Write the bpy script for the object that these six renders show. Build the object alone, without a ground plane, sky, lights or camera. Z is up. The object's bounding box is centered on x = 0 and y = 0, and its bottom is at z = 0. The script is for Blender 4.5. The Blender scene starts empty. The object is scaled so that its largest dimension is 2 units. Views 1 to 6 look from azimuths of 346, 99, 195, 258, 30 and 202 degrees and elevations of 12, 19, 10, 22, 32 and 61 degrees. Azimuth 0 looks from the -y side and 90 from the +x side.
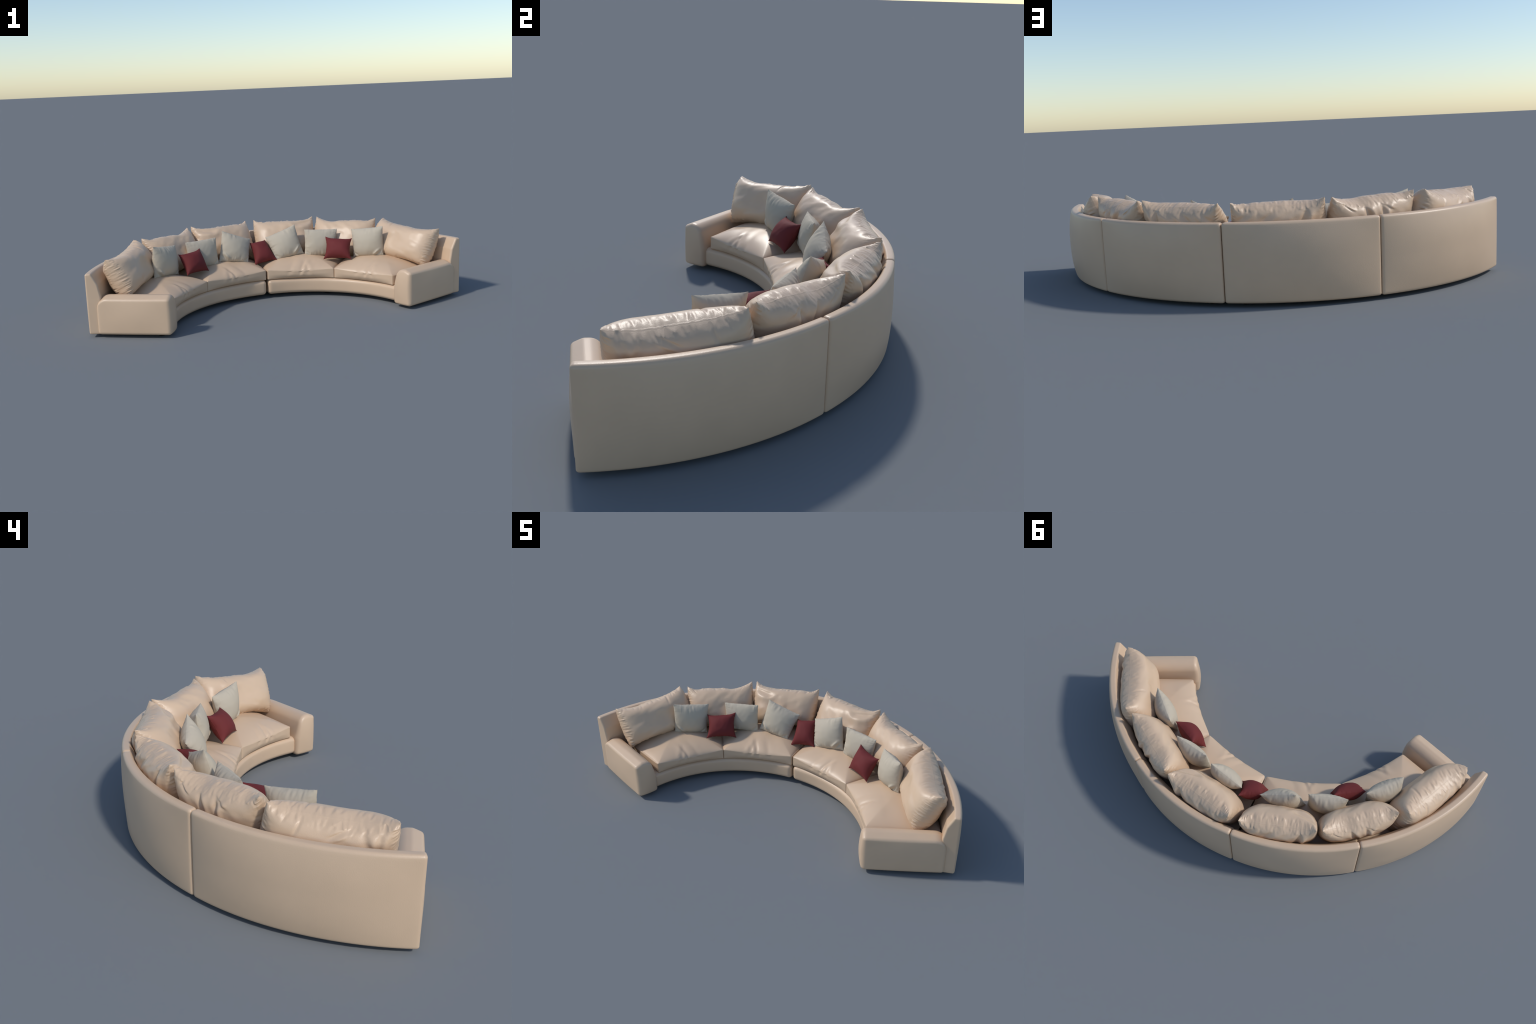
import bpy, math
import numpy as np

# ------------------------------------------------------------------ frame
CX, CY = 0.0, -0.574          # centre of the arc the sofa is bent around
R_OUT = 1.036                 # outer face of the back
R_IN = 0.632                  # front face of the base


def polar(phi_deg, r):
    a = np.radians(phi_deg)
    return CX + r * np.sin(a), CY + r * np.cos(a)


# ------------------------------------------------------------------ noise helpers
def hash2(i, j, seed):
    h = np.sin(i * 127.1 + j * 311.7 + seed * 74.7) * 43758.5453
    return h - np.floor(h)


def noise2(x, y, seed=0.0):
    """smooth value noise in -1..1"""
    x = np.asarray(x, float); y = np.asarray(y, float)
    i = np.floor(x); j = np.floor(y)
    fx = x - i; fy = y - j
    sx = fx * fx * fx * (fx * (fx * 6 - 15) + 10)
    sy = fy * fy * fy * (fy * (fy * 6 - 15) + 10)
    a = hash2(i, j, seed); b = hash2(i + 1, j, seed)
    c = hash2(i, j + 1, seed); d = hash2(i + 1, j + 1, seed)
    return 2 * ((a * (1 - sx) + b * sx) * (1 - sy) + (c * (1 - sx) + d * sx) * sy) - 1


def smooth(e0, e1, x):
    t = np.clip((x - e0) / (e1 - e0), 0, 1)
    return t * t * (3 - 2 * t)


# ------------------------------------------------------------------ materials
def make_material(name, color, rough, spec, bump_scale, bump_strength, vary=0.03,
                  weave=False, sheen=0.0, coat=0.0):
    m = bpy.data.materials.new(name)
    m.use_nodes = True
    nt = m.node_tree
    b = nt.nodes["Principled BSDF"]
    b.inputs["Roughness"].default_value = rough
    b.inputs["Specular IOR Level"].default_value = spec
    b.inputs["Sheen Weight"].default_value = sheen
    b.inputs["Coat Weight"].default_value = coat
    b.inputs["Coat Roughness"].default_value = 0.3
    tc = nt.nodes.new("ShaderNodeTexCoord")
    # broad, very faint unevenness of the dye
    n1 = nt.nodes.new("ShaderNodeTexNoise")
    n1.inputs["Scale"].default_value = 9.0
    n1.inputs["Detail"].default_value = 4.0
    ramp = nt.nodes.new("ShaderNodeValToRGB")
    ramp.color_ramp.elements[0].position = 0.3
    ramp.color_ramp.elements[1].position = 0.7
    c = np.array(color)
    ramp.color_ramp.elements[0].color = (*(c * (1 - vary)), 1)
    ramp.color_ramp.elements[1].color = (*np.minimum(c * (1 + vary), 1), 1)
    nt.links.new(tc.outputs["Object"], n1.inputs["Vector"])
    nt.links.new(n1.outputs["Fac"], ramp.inputs["Fac"])
    nt.links.new(ramp.outputs["Color"], b.inputs["Base Color"])
    # fine grain
    bump = nt.nodes.new("ShaderNodeBump")
    bump.inputs["Strength"].default_value = bump_strength
    bump.inputs["Distance"].default_value = 0.001
    if weave:
        n2 = nt.nodes.new("ShaderNodeTexNoise")
        n2.inputs["Scale"].default_value = bump_scale
        n2.inputs["Detail"].default_value = 2.0
        out = n2.outputs["Fac"]
    else:
        n2 = nt.nodes.new("ShaderNodeTexVoronoi")
        n2.inputs["Scale"].default_value = bump_scale
        out = n2.outputs["Distance"]
    nt.links.new(tc.outputs["Object"], n2.inputs["Vector"])
    nt.links.new(out, bump.inputs["Height"])
    nt.links.new(bump.outputs["Normal"], b.inputs["Normal"])
    return m


LEATHER = make_material("beige_leather", (0.645, 0.462, 0.311), 0.40, 0.5, 380.0, 0.16, 0.02)
CLOTH = make_material("pale_grey_cloth", (0.525, 0.45, 0.345), 0.8, 0.25, 420.0, 0.12, 0.02, True, 0.0)
RED = make_material("dark_red_cloth", (0.154, 0.0255, 0.025), 0.75, 0.25, 420.0, 0.12, 0.04, True, 0.0)
FOOT = make_material("dark_foot", (0.03, 0.025, 0.02), 0.6, 0.4, 200.0, 0.05, 0.1)


# ------------------------------------------------------------------ mesh helpers
def new_object(name, verts, faces, mat, parent=None, mirror=False):
    v = np.array(verts, float)
    if mirror:
        v = v * np.array([-1, 1, 1])
        faces = [tuple(reversed(f)) for f in faces]
    me = bpy.data.meshes.new(name)
    me.from_pydata(v.tolist(), [], [tuple(int(i) for i in f) for f in faces])
    me.polygons.foreach_set("use_smooth", [True] * len(me.polygons))
    me.materials.append(mat)
    me.update()
    ob = bpy.data.objects.new(name, me)
    bpy.context.collection.objects.link(ob)
    if parent is not None:
        ob.parent = parent
    return ob


def rounded_polygon(corners, seg_len=0.008):
    """corners: (x, y, radius); counter-clockwise. Returns dense outline."""
    pts = []
    n = len(corners)
    for i in range(n):
        p = np.array(corners[i][:2]); r = corners[i][2]
        a = np.array(corners[i - 1][:2]); b = np.array(corners[(i + 1) % n][:2])
        da = (a - p) / np.linalg.norm(a - p); db = (b - p) / np.linalg.norm(b - p)
        ang = math.acos(np.clip(da @ db, -1, 1))
        t = r / math.tan(ang / 2)
        s, e = p + da * t, p + db * t
        k = max(3, int(r * (math.pi - ang) / 0.0025))
        c = p + (da + db) / np.linalg.norm(da + db) * r / math.sin(ang / 2)
        a0 = math.atan2(*(s - c)[::-1]); a1 = math.atan2(*(e - c)[::-1])
        d = (a1 - a0 + math.pi) % (2 * math.pi) - math.pi
        for j in range(k + 1):
            q = a0 + d * j / k
            pts.append(c + r * np.array([math.cos(q), math.sin(q)]))
    pts = np.array(pts)
    out = []
    for i in range(len(pts)):
        p, q = pts[i], pts[(i + 1) % len(pts)]
        L = np.linalg.norm(q - p)
        k = max(1, int(math.ceil(L / seg_len)))
        for j in range(k):
            out.append(p + (q - p) * j / k)
    return np.array(out)


def inward_normals(p):
    t = np.roll(p, -1, 0) - np.roll(p, 1, 0)
    t /= np.linalg.norm(t, axis=1)[:, None]
    return np.stack([-t[:, 1], t[:, 0]], 1)


def sweep(profile, frame, s0, s1, n, end_len, end_inset, length):
    """sweep an outline from s0 to s1 with rounded ends.
    frame(s, pts)->xyz ; length = real length for the rounding."""
    nin = inward_normals(profile)
    rings = []
    k = 7
    for j in range(k):
        q = (j / (k - 1)) * math.pi / 2
        # distance from the end, inset (quarter ellipse)
        rings.append((end_len * (1 - math.cos(q)), end_inset * (1 - math.sin(q))))
    dist = rings
    st = [(s0 + (s1 - s0) * d / length, i) for d, i in dist]
    mid0 = end_len / length
    for j in range(1, n):
        st.append((s0 + (s1 - s0) * (mid0 + (1 - 2 * mid0) * j / n), 0.0))
    st += [(s1 - (s1 - s0) * d / length, i) for d, i in reversed(dist)]
    V = []; F = []
    m = len(profile)
    for s, ins in st:
        V.append(frame(s, profile + nin * ins))
    for a in range(len(st) - 1):
        for b in range(m):
            c = (b + 1) % m
            F.append((a * m + b, a * m + c, (a + 1) * m + c, (a + 1) * m + b))
    # flat-ish caps: rings shrinking towards the middle of the end
    for ri in (0, len(st) - 1):
        ring = profile + nin * end_inset
        cen = ring.mean(0)
        prev = ri * m
        for sc in (0.93, 0.75, 0.5, 0.25):
            V.append(frame(st[ri][0], cen + (ring - cen) * sc))
            cur = (len(V) - 1) * m
            for b in range(m):
                c = (b + 1) % m
                F.append((prev + b, prev + c, cur + c, cur + b))
            prev = cur
        F.append(tuple(prev + b for b in range(m)))
    return np.concatenate(V), F


def arc_frame(s, p):
    x, y = polar(s, p[:, 0])
    return np.stack([x, y, p[:, 1]], 1)


def fix_normals(ob):
    import bmesh
    bm = bmesh.new(); bm.from_mesh(ob.data)
    bmesh.ops.recalc_face_normals(bm, faces=bm.faces[:])
    bm.to_mesh(ob.data); bm.free()


# ------------------------------------------------------------------ sofa root
sofa = bpy.data.objects.new("curved_sofa", None)
bpy.context.collection.objects.link(sofa)
sofa["label"] = "large semicircular beige leather sofa with plump cushions"
sofa["category"] = "sofa"

BOTTOM = 0.014
# ---- back panels: thin at the top, thicker from half height down
back_profile = rounded_polygon([
    (R_OUT, BOTTOM, 0.010), (R_OUT, 0.319, 0.011), (R_OUT - 0.030, 0.319, 0.010),
    (R_OUT - 0.060, 0.262, 0.03), (R_OUT - 0.072, 0.200, 0.03), (R_OUT - 0.070, BOTTOM, 0.008)])
PHI_SEAM, PHI_END = 33.4, 74.7
for a, b, swell, full in ((0.08, PHI_SEAM - 0.06, 0.017, 2.2), (PHI_SEAM + 0.06, PHI_END, 0.018, 2.6)):
    def panel_frame(s, p, a=a, b=b, swell=swell, full=full):
        # stuffed outer face: swells between the seams
        e = (2 * s - a - b) / (b - a)
        f = (2 * p[:, 1] - BOTTOM - 0.319) / (0.319 - BOTTOM)
        outer = smooth(R_OUT - 0.028, R_OUT - 0.004, p[:, 0])
        q = p.copy()
        q[:, 0] += swell * outer * (1 - abs(e) ** full) * np.clip(1 - abs(f) ** 2.4, 0, 1)
        return arc_frame(s, q)
    V, F = sweep(back_profile, panel_frame, a, b, 60, 0.012, 0.008, math.radians(b - a) * R_OUT)
    for mir in (False, True):
        fix_normals(new_object("back_panel", V, F, LEATHER, sofa, mir))

# ---- base under the seats
def front_shift(phi):
    """the seat front is not quite concentric: fuller towards the middle"""
    return -0.013 * (1 - smooth(5, 60, phi)) + 0.003


def base_frame(s, p):
    q = p.copy()
    q[:, 0] += front_shift(s) * (1 - smooth(R_IN, R_IN + 0.1, p[:, 0]))
    return arc_frame(s, q)


base_profile = rounded_polygon([
    (R_IN - 0.002, BOTTOM + 0.004, 0.022), (0.97, BOTTOM + 0.004, 0.020), (0.97, 0.104, 0.020), (R_IN - 0.004, 0.104, 0.018)])
base_profile[:, 0] -= 0.008 * (1 - smooth(R_IN, R_IN + 0.05, base_profile[:, 0])) \
    * np.clip(1 - ((base_profile[:, 1] - 0.06) / 0.046) ** 4, 0, 1)
a, b = 0.5, 71.0
V, F = sweep(base_profile, base_frame, a, b, 60, 0.020, 0.018, math.radians(b - a) * R_IN)
for mir in (False, True):
    fix_normals(new_object("seat_base", V, F, LEATHER, sofa, mir))

# ---- arms: D-shaped block, steep outside, round inside
ARM_F = np.array([0.6235, -0.4675])
ARM_A = np.array([0.915, 0.403])        # towards the back
ARM_N = np.array([-0.403, 0.915])       # towards the seat
ARM_L = 0.366
arm_profile = rounded_polygon([
    (0.0, BOTTOM, 0.016), (0.0, 0.192, 0.016), (0.038, 0.2070, 0.03), (0.086, 0.2035, 0.045),
    (0.112, 0.10, 0.05), (0.111, BOTTOM, 0.016)][::-1])


def arm_frame(s, p):
    w = p[:, 0]; z = p[:, 1]
    # rounded upper rear corner where the arm meets the back, softer front top edge
    t_r = np.clip((ARM_L - s) / 0.055, 0, 1)
    drop = 0.055 * (1 - math.sqrt(1 - (1 - t_r) ** 2))
    zz = np.where(z > 0.03, z - drop * smooth(0.03, 0.2, z), z)
    # the front end is upholstered: swells in the middle
    bow = 0.016 * (1 - smooth(0, 0.05, s)) * (1 - ((w - 0.058) / 0.062) ** 2) \
        * (1 - np.clip(abs(z - 0.10) / 0.11, 0, 1) ** 2)
    side = 0.008 * math.sin(math.pi * np.clip(s / ARM_L, 0, 1)) * np.sin(np.pi * np.clip(z / 0.2, 0, 1))
    wn = np.where(w < 0.02, w - side, w)
    xy = ARM_F + np.outer(s - bow, ARM_A) if np.ndim(s - bow) else ARM_F + np.outer(np.full(len(w), s), ARM_A)
    xy = xy + np.outer(wn, ARM_N)
    return np.stack([xy[:, 0], xy[:, 1], zz], 1)


V, F = sweep(arm_profile, arm_frame, 0.0, ARM_L, 40, 0.016, 0.014, ARM_L)
for mir in (False, True):
    fix_normals(new_object("armrest", V, F, LEATHER, sofa, mir))

# ---- small hidden feet
def foot_mesh(x, y):
    n = 20
    V = []; F = []
    for z in (0.0, 0.02):
        for i in range(n):
            q = 2 * math.pi * i / n
            V.append((x + 0.016 * math.cos(q), y + 0.016 * math.sin(q), z))
    for i in range(n):
        j = (i + 1) % n
        F.append((i, j, n + j, n + i))
    F.append(tuple(reversed(range(n)))); F.append(tuple(range(n, 2 * n)))
    return V, F


for phi in (4, 30, 62):
    for r in (0.70, 0.97):
        V, F = foot_mesh(*polar(phi, r))
        for mir in (False, True):
            new_object("foot", V, F, FOOT, sofa, mir)
for s in (0.06,):
    q = ARM_F + ARM_A * s + ARM_N * 0.055
    V, F = foot_mesh(*q)
    for mir in (False, True):
        new_object("foot", V, F, FOOT, sofa, mir)


# ------------------------------------------------------------------ generic two-sheet grid
def sheet_pair(nu, nv):
    """parameter grid clustered at the rim, two sheets sharing the rim.
    returns u, v, side(+1/-1/0 rim), faces"""
    su = np.sin(np.linspace(-1, 1, nu) * math.pi / 2)
    sv = np.sin(np.linspace(-1, 1, nv) * math.pi / 2)
    U, Vv = np.meshgrid(su, sv, indexing="ij")
    idx = np.arange(nu * nv).reshape(nu, nv)
    u = list(U.ravel()); v = list(Vv.ravel()); side = [1.0] * (nu * nv)
    back = idx.copy()
    k = nu * nv
    for i in range(nu):
        for j in range(nv):
            if i in (0, nu - 1) or j in (0, nv - 1):
                side[idx[i, j]] = 0.0
            else:
                back[i, j] = k; k += 1
                u.append(U[i, j]); v.append(Vv[i, j]); side.append(-1.0)
    F = []
    for i in range(nu - 1):
        for j in range(nv - 1):
            F.append((idx[i, j], idx[i + 1, j], idx[i + 1, j + 1], idx[i, j + 1]))
            F.append((back[i, j], back[i, j + 1], back[i + 1, j + 1], back[i + 1, j]))
    return np.array(u), np.array(v), np.array(side), F


# ------------------------------------------------------------------ pillows
def pillow(tl, tr, br, bl, thick, bow, seed, n=72, power=2.4, blunt=0.5, pucker=0.25, reach=0.22, side_pucker=0.4,
           wrinkle=0.0, pleat=9.0, edge_wave=0.004, folds=(), lean=0.0, power_u=None, front=1.0, lumpy=0.0, pinches=0):
    """stuffed square cushion: four corners, seam round the rim, puckers along the seam.
    bow = (top/bottom edge, left/right edge) pull-in;  front side faces the seat.
    folds: (u0, v0, u1, v1, width, depth) creases pressed into the front."""
    tl, tr, br, bl = [np.array(p, float) for p in (tl, tr, br, bl)]
    u, v, side, F = sheet_pair(n, n)
    uu = u * (1 - bow[1] * (1 - v ** 2) * np.abs(u) ** 2)
    lump = 1 + lumpy * noise2(u * 2.3 + seed, np.sign(v), seed + 31)
    vv = v * (1 - bow[0] * lump * (1 - np.abs(u) ** 3.5) * np.abs(v) ** 2)
    a = ((uu + 1) / 2)[:, None]; b = ((vv + 1) / 2)[:, None]
    P = (bl * (1 - a) + br * a) * (1 - b) + (tl * (1 - a) + tr * a) * b
    ex = (tr + br - tl - bl); ey = (tl + tr - bl - br)
    w = np.linalg.norm(ex) / 2; h = np.linalg.norm(ey) / 2
    ex /= np.linalg.norm(ex); ey -= ex * (ey @ ex); ey /= np.linalg.norm(ey)
    nz = np.cross(ex, ey)
    if nz[0] * (P[:, 0].mean() - CX) + nz[1] * (P[:, 1].mean() - CY) > 0:
        nz = -nz                                   # front = towards the arc centre
    gu = np.clip(1 - np.abs(u) ** (power_u or power), 0, 1); gv = np.clip(1 - np.abs(v) ** power, 0, 1)
    t = thick / 2 * (gu * gv) ** blunt * np.where(side > 0, front, 1.0)
    # fuller towards the bottom
    t = t * (1 - lean * v)
    # puckers: pleats running away from the seam, fading inwards
    for coord, edge, length, sd, amp in ((u, v, w, 0.0, 1.0), (v, u, h, 40.0, side_pucker)):
        for sgn in (-1, 1):
            d = 1 - sgn * edge
            s = coord * length
            f = noise2(s / length * pleat + 7 * sgn, side * 3 + d * 1.2, seed + sd + sgn)
            f2 = noise2(s / length * pleat * 2.7 + 3 * sgn, side * 5 + d * 2.0, seed + sd + sgn + 9)
            fade = np.exp(-(d / reach) ** 2)
            gate = 0.35 + 0.65 * smooth(-0.5, 0.6, noise2(s / length * pleat * 0.35, side * 2, seed + sd + sgn + 21))
            t = t * (1 + amp * pucker * gate * fade * (0.65 * f + 0.45 * f2))
    # pinches: short irregular dents where the stuffed seam is gathered
    rs = np.random.RandomState(int(seed) + 700)
    for k in range(pinches):
        for sgn in (-1, 1):
            s0 = -0.95 + 1.9 * (k + rs.uniform(0.1, 0.9)) / pinches
            wd = rs.uniform(0.006, 0.012) / w
            rc = rs.choice([0.06, 0.1, 0.16, 0.3], p=[0.35, 0.4, 0.2, 0.05])
            dp, tilt = rs.uniform(0.2, 0.5) * (1.0 if rc < 0.12 else 0.5), rs.uniform(-0.5, 0.5)
            for face in (-1, 1):
                d = 1 - sgn * v
                x = (u - s0 - tilt * d * face) / wd
                t = t * np.where(side == face, 1 - dp * np.exp(-x * x) * np.exp(-(d / rc) ** 2), 1)
    # slack wrinkles over the face
    if wrinkle:
        t = t + wrinkle * gu * gv * (noise2(u * 2.1 + v, v * 2.2 - u * .6, seed + 5) + 0.5 * noise2(u * 5, v * 4 + u * 2, seed + 6))
    for u0, v0, u1, v1, wd, dp, sd in folds:
        du, dv = u1 - u0, v1 - v0
        L2 = du * du + dv * dv
        q = ((u - u0) * du + (v - v0) * dv) / L2
        dd = ((u - u0) * -dv + (v - v0) * du) / math.sqrt(L2)
        env = smooth(-0.1, 0.25, q) * (1 - smooth(0.6, 1.1, q))
        sh = -np.exp(-(dd / wd) ** 2) + 0.75 * np.exp(-((dd - 1.7 * wd) / (1.2 * wd)) ** 2)
        t = t + np.where(side == sd, dp * env * sh * np.minimum(1, 2.5 * gu * gv), 0)
    # seam line wanders a little
    rim = np.exp(-((1 - np.maximum(abs(u), abs(v))) / 0.12) ** 2)
    wob = edge_wave * rim * noise2(u * w * 60, v * h * 60, seed + 3)
    wob2 = 0.7 * edge_wave * rim * noise2(u * w * 75, v * h * 75, seed + 13)
    wob2 = wob2 + 0.0006 * (side == 0)
    P = P + nz * (t * side + wob)[:, None] + (ey * np.sign(v)[:, None] * (np.abs(v) ** 6)[:, None]
                                              + ex * np.sign(u)[:, None] * (np.abs(u) ** 6)[:, None]) * wob2[:, None]
    return P, F


# ---- loose back cushions, three per half (corners: end nearer the middle = left)
back_cushions = [
    # tl, tr, br, bl, extras
    dict(tl=(0.026, 0.411, 0.386), tr=(0.367, 0.326, 0.395), br=(0.343, 0.226, 0.170), bl=(0.005, 0.298, 0.168),
         thick=0.150, front=1.16, seed=11,
         folds=[(0.98, 0.75, 0.30, 0.45, 0.13, 0.009, 1), (0.62, 1.0, 0.50, 0.2, 0.07, 0.012, -1)]),
    dict(tl=(0.393, 0.315, 0.392), tr=(0.675, 0.096, 0.394), br=(0.613, 0.012, 0.170), bl=(0.336, 0.232, 0.170),
         thick=0.150, front=1.06, seed=23,
         folds=[(-0.3, 0.95, -0.1, 0.1, 0.06, 0.009, -1), (0.1, 0.95, 0.2, 0.2, 0.05, 0.007, -1)]),
    dict(tl=(0.718, 0.083, 0.393), tr=(0.892, -0.262, 0.371), br=(0.800, -0.282, 0.166), bl=(0.620, 0.088, 0.170),
         thick=0.155, front=1.08, seed=37, power=2.9, power_u=4.0, blunt=0.42, lean=0.10, top_bow=0.18, side_bow=-0.03, creases=3, folds=[]),
]


def seam_creases(seed, count):
    """short creases that run from the top seam down either face"""
    rs = np.random.RandomState(seed)
    out = []
    for _ in range(count):
        u0 = rs.uniform(-0.85, 0.85)
        out.append((u0, 0.98, u0 + rs.uniform(-0.4, 0.4), rs.uniform(0.2, 0.75), rs.uniform(0.03, 0.07),
                    rs.uniform(0.003, 0.007), -1))
    return out


for c in back_cushions:
    V, F = pillow(c["tl"], c["tr"], c["br"], c["bl"], c["thick"], (c.get("top_bow", 0.23), c.get("side_bow", -0.015)), c["seed"], n=150,
                  power=c.get("power", 2.7), power_u=c.get("power_u", 3.5), blunt=c.get("blunt", 0.46), front=c["front"], lumpy=0.35, pinches=13, pucker=0.95, reach=0.055, side_pucker=0.35, wrinkle=0.0045,
                  pleat=14, edge_wave=0.0014, folds=c["folds"] + seam_creases(c["seed"], c.get("creases", 3)), lean=c.get("lean", 0.18))
    for mir in (False, True):
        fix_normals(new_object("back_cushion", V, F, LEATHER, sofa, mir))


# ------------------------------------------------------------------ seat cushions
def seat_cushion(phi0, phi1, seed, far_soft, n=110):
    """box cushion bent round the arc: sharp corners, domed top, swollen front."""
    # a closed box grid: wrap (v) runs front-bottom, front wall, top, back ; u along the arc
    Z0, Z1, CROWN = 0.1055, 0.159, 0.055
    r0, r1 = 0.628, 0.962
    nu = n
    su = np.sin(np.linspace(-1, 1, nu) * math.pi / 2)
    # profile parameter: list of (a: 0..1 depth, b: 0 bottom..1 top rim, dome flag)
    prof = []
    for k in np.linspace(0.5, 0.0, 8): prof.append((k, 0.0, 0))           # bottom, centre -> front
    for k in np.linspace(0, 1, 13)[1:]: prof.append((0.0, k, 0))          # front wall up
    top = (1 - np.cos(np.linspace(0, math.pi, 70))) / 2
    for k in top[1:]: prof.append((k, 1.0, 1))                            # top front -> back
    for k in np.linspace(1, 0, 9)[1:]: prof.append((1.0, k, 0))           # back wall down
    for k in np.linspace(1, 0.5, 8)[1:-1]: prof.append((k, 0.0, 0))
    prof = np.array(prof)
    m = len(prof)
    U = np.repeat(su, m); A = np.tile(prof[:, 0], nu); B = np.tile(prof[:, 1], nu); D = np.tile(prof[:, 2], nu)
    W = 2 * A - 1
    gu = np.clip(1 - np.abs(U) ** 2.2, 0, 1); gw = np.clip(1 - np.abs(W) ** 2.2, 0, 1)
    # middle of an edge: soft nose; corners: low, crisp, boxy
    # (a hipped part gives the ridges that run from the corners to the crown)
    hip = np.clip(1 - np.maximum(np.abs(U), np.abs(W)) ** 1.6, 0, 1)
    hip = hip ** 0.7
    dome = (CROWN + 0.011 * gu) * gu ** np.where(U > 0, far_soft, 0.6) * gw ** (0.75 - 0.2 * gu)
    rim = Z1 - 0.011 * gu ** 1.5
    dome = 0.62 * dome + 0.38 * (CROWN + 0.011) * hip
    z = Z0 + (rim - Z0) * B + D * dome
    r = r0 + (r1 - r0) * A
    front = (A < 0.5)
    nose = 0.019 * gu ** 0.8
    r = r - np.where(front, np.where(D > 0, nose * np.clip(1 - A / 0.3, 0, 1), nose * np.sin(math.pi / 2 * np.minimum(1, B * 1.6)) ** 0.7), 0)
    # creases springing from the front edge
    cre = 0
    rs = np.random.RandomState(seed)
    for c0, tilt, wd, dp, reach in ((0.02, 0.6, 0.05, 0.0045, 0.12), (0.2, -0.8, 0.06, 0.003, 0.11), (-0.3, 0.9, 0.08, 0.002, 0.16)):
        c0 = c0 + rs.uniform(-0.06, 0.06)
        sdist = np.where(D > 0, A * 1.0, -(1 - B) * 0.16)
        dd = U - (c0 + tilt * sdist)
        env = np.exp(-((sdist - 0.03) / reach) ** 2)
        cre = cre + dp * env * (-np.exp(-(dd / wd) ** 2) + 0.8 * np.exp(-((dd - 1.8 * wd) / (1.3 * wd)) ** 2))
    cre = cre + 0.003 * D * gu * gw * noise2(U * 3, W * 3, seed)
    z = z + np.where((D > 0), cre, cre * 0.3 * smooth(0.3, 1, B))
    r = r - np.where(front & (D == 0), cre * 0.8 * smooth(0.1, 0.6, B), 0)
    # bulge of side walls along the arc
    pm, ph = (phi0 + phi1) / 2, (phi1 - phi0) / 2
    mid = np.sin(np.pi * np.clip(B, 0, 1)) * (1 - D)
    phi = pm + U * ph
    r = r + front_shift(phi) * 0.8 * np.clip(1 - A / 0.3, 0, 1)
    x, y = polar(phi, r)
    V = np.stack([x, y, z], 1)
    F = []
    for i in range(nu - 1):
        for j in range(m):
            k = (j + 1) % m
            F.append((i * m + j, i * m + k, (i + 1) * m + k, (i + 1) * m + j))
    # end walls: insetted rings bulging outwards, then a cap
    for end, i0, sg in ((0, 0, -1), (1, (nu - 1) * m, 1)):
        ring = list(range(i0, i0 + m))
        base = V[ring]
        c = base.mean(0)
        tang = np.array([math.cos(math.radians(pm + sg * ph)), -math.sin(math.radians(pm + sg * ph)), 0]) * sg
        prev = ring
        for sc, out in ((0.985, 0.002), (0.93, 0.004), (0.8, 0.005)):
            new = c + (base - c) * np.array([sc, sc, sc ** 1.5]) + tang * out
            st = len(V)
            V = np.concatenate([V, new])
            cur = list(range(st, st + m))
            for j in range(m):
                k = (j + 1) % m
                F.append((prev[j], prev[k], cur[k], cur[j]))
            prev = cur
        F.append(tuple(prev))
    return V, F


for (a, b, seed, far_soft) in ((0.65, 34.6, 3, 0.6), (35.2, 67.8, 8, 0.95)):
    V, F = seat_cushion(a, b, seed, far_soft)
    for mir in (False, True):
        fix_normals(new_object("seat_cushion", V, F, LEATHER, sofa, mir))


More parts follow.
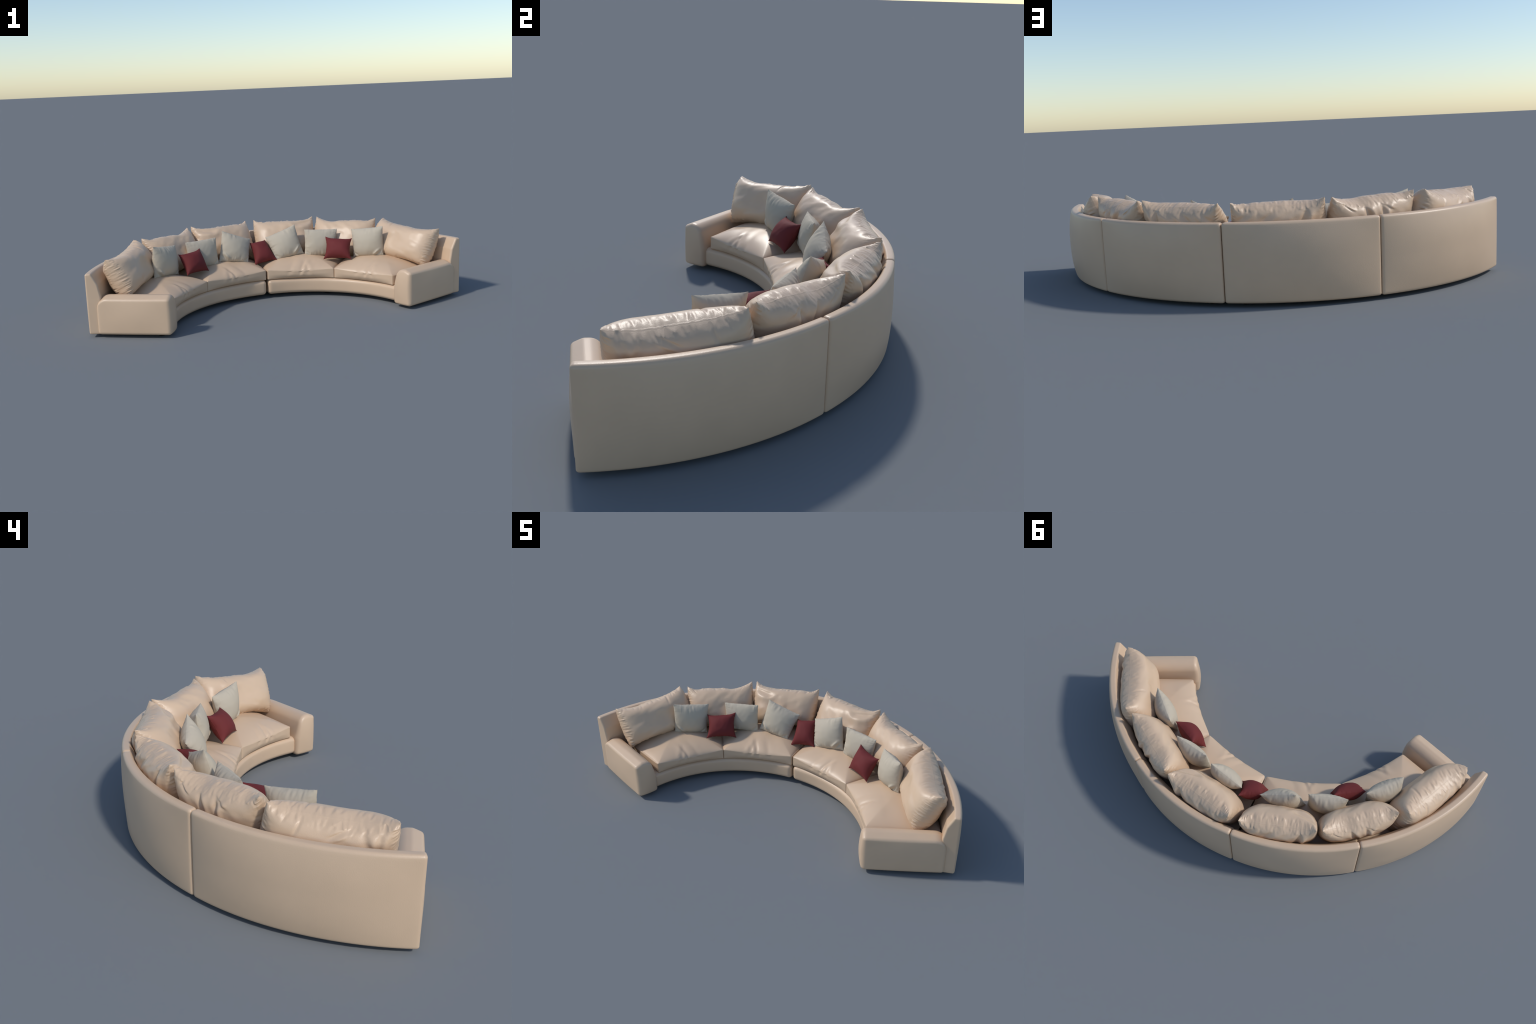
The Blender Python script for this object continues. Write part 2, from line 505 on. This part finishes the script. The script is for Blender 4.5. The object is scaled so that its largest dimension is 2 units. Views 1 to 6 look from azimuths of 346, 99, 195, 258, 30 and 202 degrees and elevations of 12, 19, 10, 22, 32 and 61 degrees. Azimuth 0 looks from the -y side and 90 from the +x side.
# ------------------------------------------------------------------ throw pillows
def throw(name, label, corners, thick, bow, mat, seed, mirror, **kw):
    V, F = pillow(*corners, thick, bow, seed, n=64, **kw)
    ob = new_object(name, V, F, mat, None, mirror)
    fix_normals(ob)
    # origin at the pillow's own middle
    c = np.array([v.co[:] for v in ob.data.vertices]).mean(0)
    import mathutils
    ob.data.transform(mathutils.Matrix.Translation(-c))
    ob.location = c
    ob["label"] = label
    ob["category"] = "pillow"
    return ob


GREY = "small square pale grey cloth throw pillow"
REDL = "small square dark red cloth throw pillow"
greys = [
    (((0.045, 0.222, 0.312), (0.213, 0.191, 0.379), (0.250, 0.140, 0.215), (0.080, 0.142, 0.190)), 51, 0.105, 0.8),
    (((0.260, 0.150, 0.353), (0.440, 0.102, 0.349), (0.425, 0.080, 0.203), (0.252, 0.130, 0.200)), 52, 0.112, 0.55),
    (((0.504, 0.042, 0.352), (0.637, -0.094, 0.380), (0.643, -0.094, 0.206), (0.500, 0.000, 0.200)), 53, 0.108, 0.8),
]
for corners, sd, plump, front in greys:
    for mir in (False, True):
        throw("throw_pillow", GREY, corners, plump, (0.04, 0.04), CLOTH, sd, mir,
              front=front, power=2.0, blunt=0.58, pucker=0.3, reach=0.3, side_pucker=0.8, pleat=6, edge_wave=0.0012, wrinkle=0.001,
              folds=[(0.45, -1.0, 1.0, -0.5, 0.07, 0.013, 1), (-0.55, -1.0, -1.0, -0.55, 0.07, 0.009, 1)])
for mir in (False, True):
    throw("throw_pillow", REDL, ((0.364, 0.088, 0.313), (0.496, 0.009, 0.306), (0.463, -0.060, 0.201), (0.329, 0.028, 0.195)),
          0.084, (0.16, 0.16), RED, 61, mir, power=2.2, blunt=0.6, pucker=0.15, pleat=4, edge_wave=0.001, wrinkle=0.001)
throw("throw_pillow", REDL, ((-0.052, 0.210, 0.292), (0.049, 0.256, 0.293), (0.087, 0.130, 0.196), (-0.048, 0.118, 0.177)),
      0.084, (0.14, 0.14), RED, 62, False, power=2.2, blunt=0.6, pucker=0.15, pleat=4, edge_wave=0.001, wrinkle=0.001)
